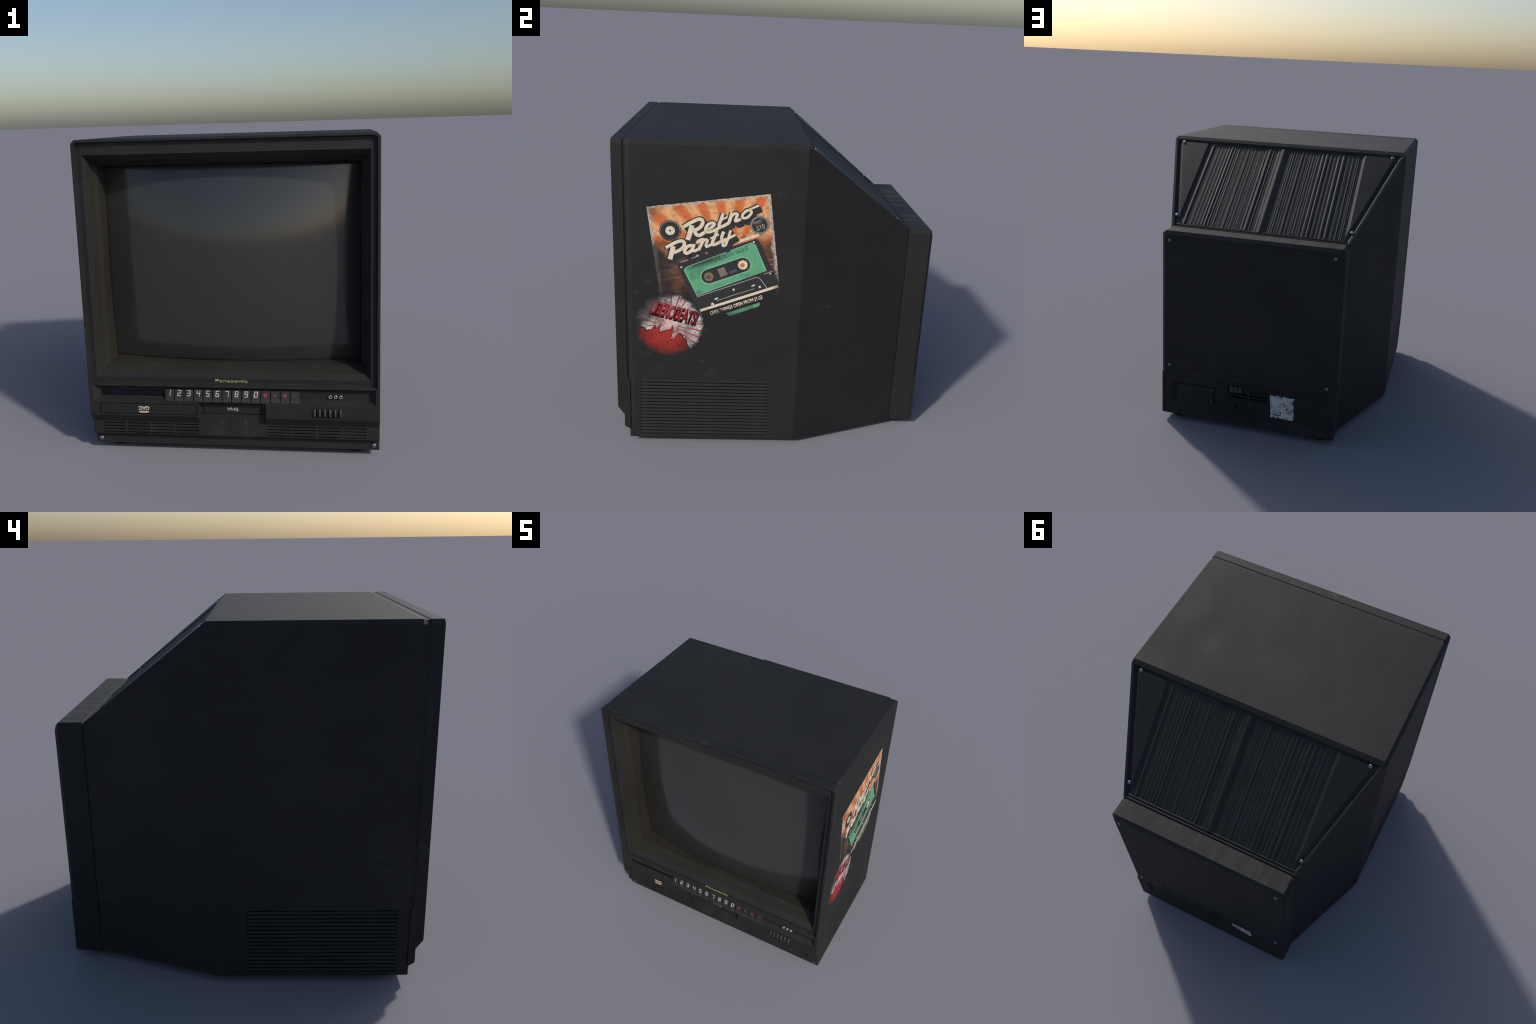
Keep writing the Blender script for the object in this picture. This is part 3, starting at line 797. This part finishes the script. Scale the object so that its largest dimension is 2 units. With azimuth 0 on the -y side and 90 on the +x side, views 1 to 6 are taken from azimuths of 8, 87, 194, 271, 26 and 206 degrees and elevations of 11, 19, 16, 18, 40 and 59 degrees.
# brush-script title
TITLE = [
    ([(0.194, -0.144), (0.235, -0.125), (0.288, -0.106), (0.311, -0.114), (0.308, -0.139), (0.285, -0.161), (0.254, -0.172)], 0.0200),
    ([(0.256, -0.170), (0.266, -0.196), (0.283, -0.204), (0.316, -0.189)], 0.0200),
    ([(0.248, -0.138), (0.229, -0.185), (0.211, -0.224)], 0.0270),
    ([(0.336, -0.176), (0.362, -0.161), (0.379, -0.146), (0.369, -0.136), (0.346, -0.141), (0.326, -0.163), (0.326, -0.186), (0.352, -0.189), (0.410, -0.168)], 0.0165),
    ([(0.437, -0.086), (0.420, -0.122), (0.405, -0.154), (0.418, -0.165), (0.462, -0.148)], 0.0180),
    ([(0.413, -0.128), (0.459, -0.110)], 0.0100),
    ([(0.489, -0.086), (0.476, -0.118), (0.462, -0.150)], 0.0185),
    ([(0.474, -0.116), (0.500, -0.096), (0.520, -0.101), (0.508, -0.124), (0.504, -0.140), (0.536, -0.131)], 0.0160),
    ([(0.578, -0.083), (0.550, -0.104), (0.548, -0.124), (0.572, -0.126), (0.598, -0.105), (0.600, -0.088)], 0.0150, True),
    ([(0.566, -0.091), (0.600, -0.076), (0.650, -0.060)], 0.0120),
    ([(0.077, -0.258), (0.119, -0.240), (0.165, -0.226), (0.188, -0.236), (0.182, -0.262), (0.157, -0.281), (0.119, -0.295)], 0.0185),
    ([(0.123, -0.254), (0.107, -0.293), (0.091, -0.333)], 0.0260),
    ([(0.236, -0.264), (0.206, -0.264), (0.184, -0.290), (0.192, -0.306), (0.216, -0.298), (0.232, -0.282)], 0.0190, True),
    ([(0.246, -0.255), (0.232, -0.288), (0.242, -0.297), (0.274, -0.283)], 0.0160),
    ([(0.262, -0.252), (0.276, -0.238), (0.301, -0.232), (0.286, -0.262), (0.266, -0.294)], 0.0180),
    ([(0.288, -0.256), (0.312, -0.234), (0.326, -0.241), (0.314, -0.266), (0.318, -0.278), (0.345, -0.268)], 0.0150),
    ([(0.390, -0.184), (0.370, -0.225), (0.352, -0.260), (0.364, -0.270), (0.412, -0.252)], 0.0180),
    ([(0.345, -0.230), (0.398, -0.210)], 0.0100),
    ([(0.427, -0.196), (0.411, -0.232), (0.416, -0.250), (0.438, -0.243)], 0.0170),
    ([(0.469, -0.192), (0.449, -0.240), (0.428, -0.280), (0.412, -0.281), (0.420, -0.258), (0.448, -0.243), (0.494, -0.222)], 0.0140),
]
gs, go, gl = Geo(), Geo(), Geo()
for k, t in enumerate(TITLE):
    pts, wd = t[0], t[1]; cl = len(t) > 2
    stroke(go, pts, wd + 0.0150, flat, 0.0, L3 + 0.0003 + 0.00004 * k, closed=cl)
    for q, sh in enumerate(((0.006, -0.010), (0.011, -0.020), (0.015, -0.029))):
        stroke(gs, pts, wd + 0.0140, flat, 0.0, L2 + 0.0002 + 0.00004 * k + 0.0000131 * q, closed=cl, shift=sh)
    stroke(gl, pts, wd * 1.06, flat, 0.0, L4 + 0.0008 + 0.00006 * k, closed=cl)
gs.obj('title_shadow', I_DARK, poster); go.obj('title_outline', I_DARK, poster); gl.obj('title_lettering', I_CREAM, poster)

# ------------------------------------------------------------------ round sticker
RC, RR = (-0.654, 0.840), 0.210
def sticker_fade(n):
    x, y, z = n.xyz()
    r = n.m('SQRT', n.m('ADD', n.m('MULTIPLY', x, x), n.m('MULTIPLY', y, y)))
    g = n.noise(13.0, detail=6, rough=0.7)
    rr = n.m('ADD', r, n.m('MULTIPLY', n.m('SUBTRACT', g, 0.5), 0.12))
    low = n.step(n.m('ADD', y, n.m('MULTIPLY', n.m('SUBTRACT', g, 0.5), 0.10)), -0.245, -0.07, 0.16, 1.0)
    return n.m('MULTIPLY', n.step(rr, 0.216, 0.168), low), g, x, y, r

def sticker_disc():
    n = NB('round_sticker_print')
    f, g, x, y, r = sticker_fade(n)
    ang = n.m('ARCTAN2', y, x)
    s = n.m('SINE', n.m('MULTIPLY', ang, 26.0))
    wid = n.step(r, 0.01, 0.20, 0.55, 0.86)
    line = n.m('MULTIPLY', n.m('GREATER_THAN', s, wid), n.step(n.noise(5.0, detail=2), 0.40, 0.50))
    col = n.mix(n.step(g, 0.40, 0.62), (0.62, 0.57, 0.50), (0.24, 0.235, 0.22))
    fine = n.noise(60.0, detail=5, rough=0.7)
    col = n.mix(n.m('MULTIPLY', n.step(fine, 0.47, 0.64), 0.75), col, (0.10, 0.105, 0.10))
    col = n.mix(line, col, (0.42, 0.035, 0.075))
    col = n.mix(n.step(r, 0.055, 0.005), col, (0.72, 0.44, 0.44))
    # top left and rim are dirty
    dirt = n.step(n.m('ADD', n.m('ADD', n.m('MULTIPLY', y, 0.9), n.m('MULTIPLY', x, -0.9)), n.m('MULTIPLY', n.m('SUBTRACT', g, 0.5), 0.25)), 0.09, 0.20)
    col = n.mix(n.m('MULTIPLY', dirt, 0.9), col, (0.035, 0.033, 0.033))
    spl = n.m('MULTIPLY', n.step(n.noise(16.0, n.mapped(loc=(4, 2, 1)), detail=3), 0.60, 0.68), n.step(y, 0.08, 0.12))
    col = n.mix(spl, col, (0.30, 0.03, 0.05))
    return n.done(n.mix(f, FADE, col), 0.70, None, 0.36)

def sticker_red(name, c, dark):
    n = NB(name)
    f, g, x, y, r = sticker_fade(n)
    fine = n.noise(48.0, detail=5, rough=0.7)
    col = n.mix(n.step(fine, 0.48, 0.66), c, dark)
    mid = n.noise(10.0, n.mapped(loc=(2, 7, 0)), detail=4)
    glow = n.step(n.m('ADD', n.m('ABSOLUTE', n.m('ADD', x, 0.02)), n.m('MULTIPLY', n.m('SUBTRACT', mid, 0.5), 0.16)), 0.03, 0.16)
    col = n.mix(n.m('MULTIPLY', glow, 0.75), col, tuple(k * 0.35 for k in c))
    return n.done(n.mix(f, FADE, col), 0.70, None, 0.36)

g = Geo(); slab(g, circle(0, 0, RR, 72), flat, 0.0, 0.0046)
badge = g.obj('round_sticker', sticker_disc(), tv)
badge.matrix_local = Matrix(((0, 0, 1, W), (1, 0, 0, RC[0]), (0, 1, 0, RC[1]), (0, 0, 0, 1)))
M_SRED = sticker_red('sticker_red', (0.40, 0.030, 0.022), (0.19, 0.018, 0.016))
M_SDARK = sticker_red('sticker_shadow', (0.075, 0.018, 0.016), (0.03, 0.015, 0.014))
M_STEXT = sticker_red('sticker_lettering', (0.44, 0.025, 0.040), (0.20, 0.025, 0.022))
sky = [(-0.205, -0.020), (-0.159, -0.025), (-0.146, -0.046), (-0.118, -0.039), (-0.094, -0.008), (-0.086, -0.032), (-0.055, 0.010), (-0.067, -0.056),
       (-0.031, -0.046), (-0.001, -0.036), (0.013, -0.009), (0.018, -0.036), (0.003, -0.098), (0.012, -0.110), (0.026, -0.086), (0.050, -0.062), (0.073, -0.071), (0.081, -0.095), (0.098, -0.100), (0.105, -0.140)]
floor = [p for p in arc(0, 0, RR - 0.001, 306, 186, 24)]
g = Geo(); slab(g, sky + floor, flat, 0.0, 0.0058); g.obj('skyline', M_SRED, badge)
g = Geo(); slab(g, [(u + 0.005, v + 0.009) for u, v in sky] + [p for p in arc(0, 0, RR - 0.004, 310, 184, 24)], flat, 0.0, 0.0054); g.obj('skyline_shadow', M_SDARK, badge)
t0, t1 = (-0.118, 0.080), (0.158, 0.006)
word('sticker_shadow_lettering', 'LIBEROBEATS!', (t0[0] - 0.008, t0[1] - 0.006), (t1[0] + 0.004, t1[1] - 0.008), 0.0880, raised(0.0040), M_SDARK, badge, bold=0.055, spacing=0.9, depth=0.0018, shear=0.12)
word('sticker_text', 'LIBEROBEATS!', t0, t1, 0.0800, raised(0.0046), M_STEXT, badge, bold=0.028, spacing=0.9, depth=0.0018, shear=0.12)

# ------------------------------------------------------------------ type label on the connector plate
def label_paper():
    n = NB('type_label_paper')
    g1 = n.noise(17.0, detail=6, rough=0.72, dist=0.4); g2 = n.noise(90.0, detail=3)
    x, y, z = n.xyz()
    col = n.mix(n.step(g1, 0.44, 0.64), (0.60, 0.61, 0.62), (0.20, 0.205, 0.215))
    col = n.mix(n.m('MULTIPLY', n.step(g2, 0.56, 0.66), 0.6), col, (0.10, 0.10, 0.105))
    ex = n.m('MINIMUM', n.m('SUBTRACT', 0.088, n.m('ABSOLUTE', n.m('ADD', x, 0.255))), n.m('SUBTRACT', 0.088, n.m('ABSOLUTE', n.m('SUBTRACT', z, 0.208))))
    gone = n.step(n.m('ADD', ex, n.m('MULTIPLY', n.m('SUBTRACT', 0.56, g1), 0.11)), 0.012, -0.004)
    return n.done(n.mix(gone, col, FADE), 0.6, None, 0.3)
out = torn((-0.354, 0.146), (-0.186, 0.150), 14, 0.003) + torn((-0.186, 0.150), (-0.178, 0.318), 14, 0.002) + torn((-0.178, 0.318), (-0.352, 0.318), 14, 0.003) + torn((-0.352, 0.318), (-0.354, 0.146), 14, 0.002)
lab = bowed(Geo().prism_y(out, -0.0008, 0.0018)).obj('type_label', label_paper(), connector)
g = bowed(Geo().box(-0.262, -0.212, 0, 0.0026, 0.170, 0.176).box(-0.263, -0.252, 0, 0.0026, 0.187, 0.200).box(-0.312, -0.296, 0, 0.0026, 0.222, 0.232))
g.obj('label_print', M_DARK, lab)
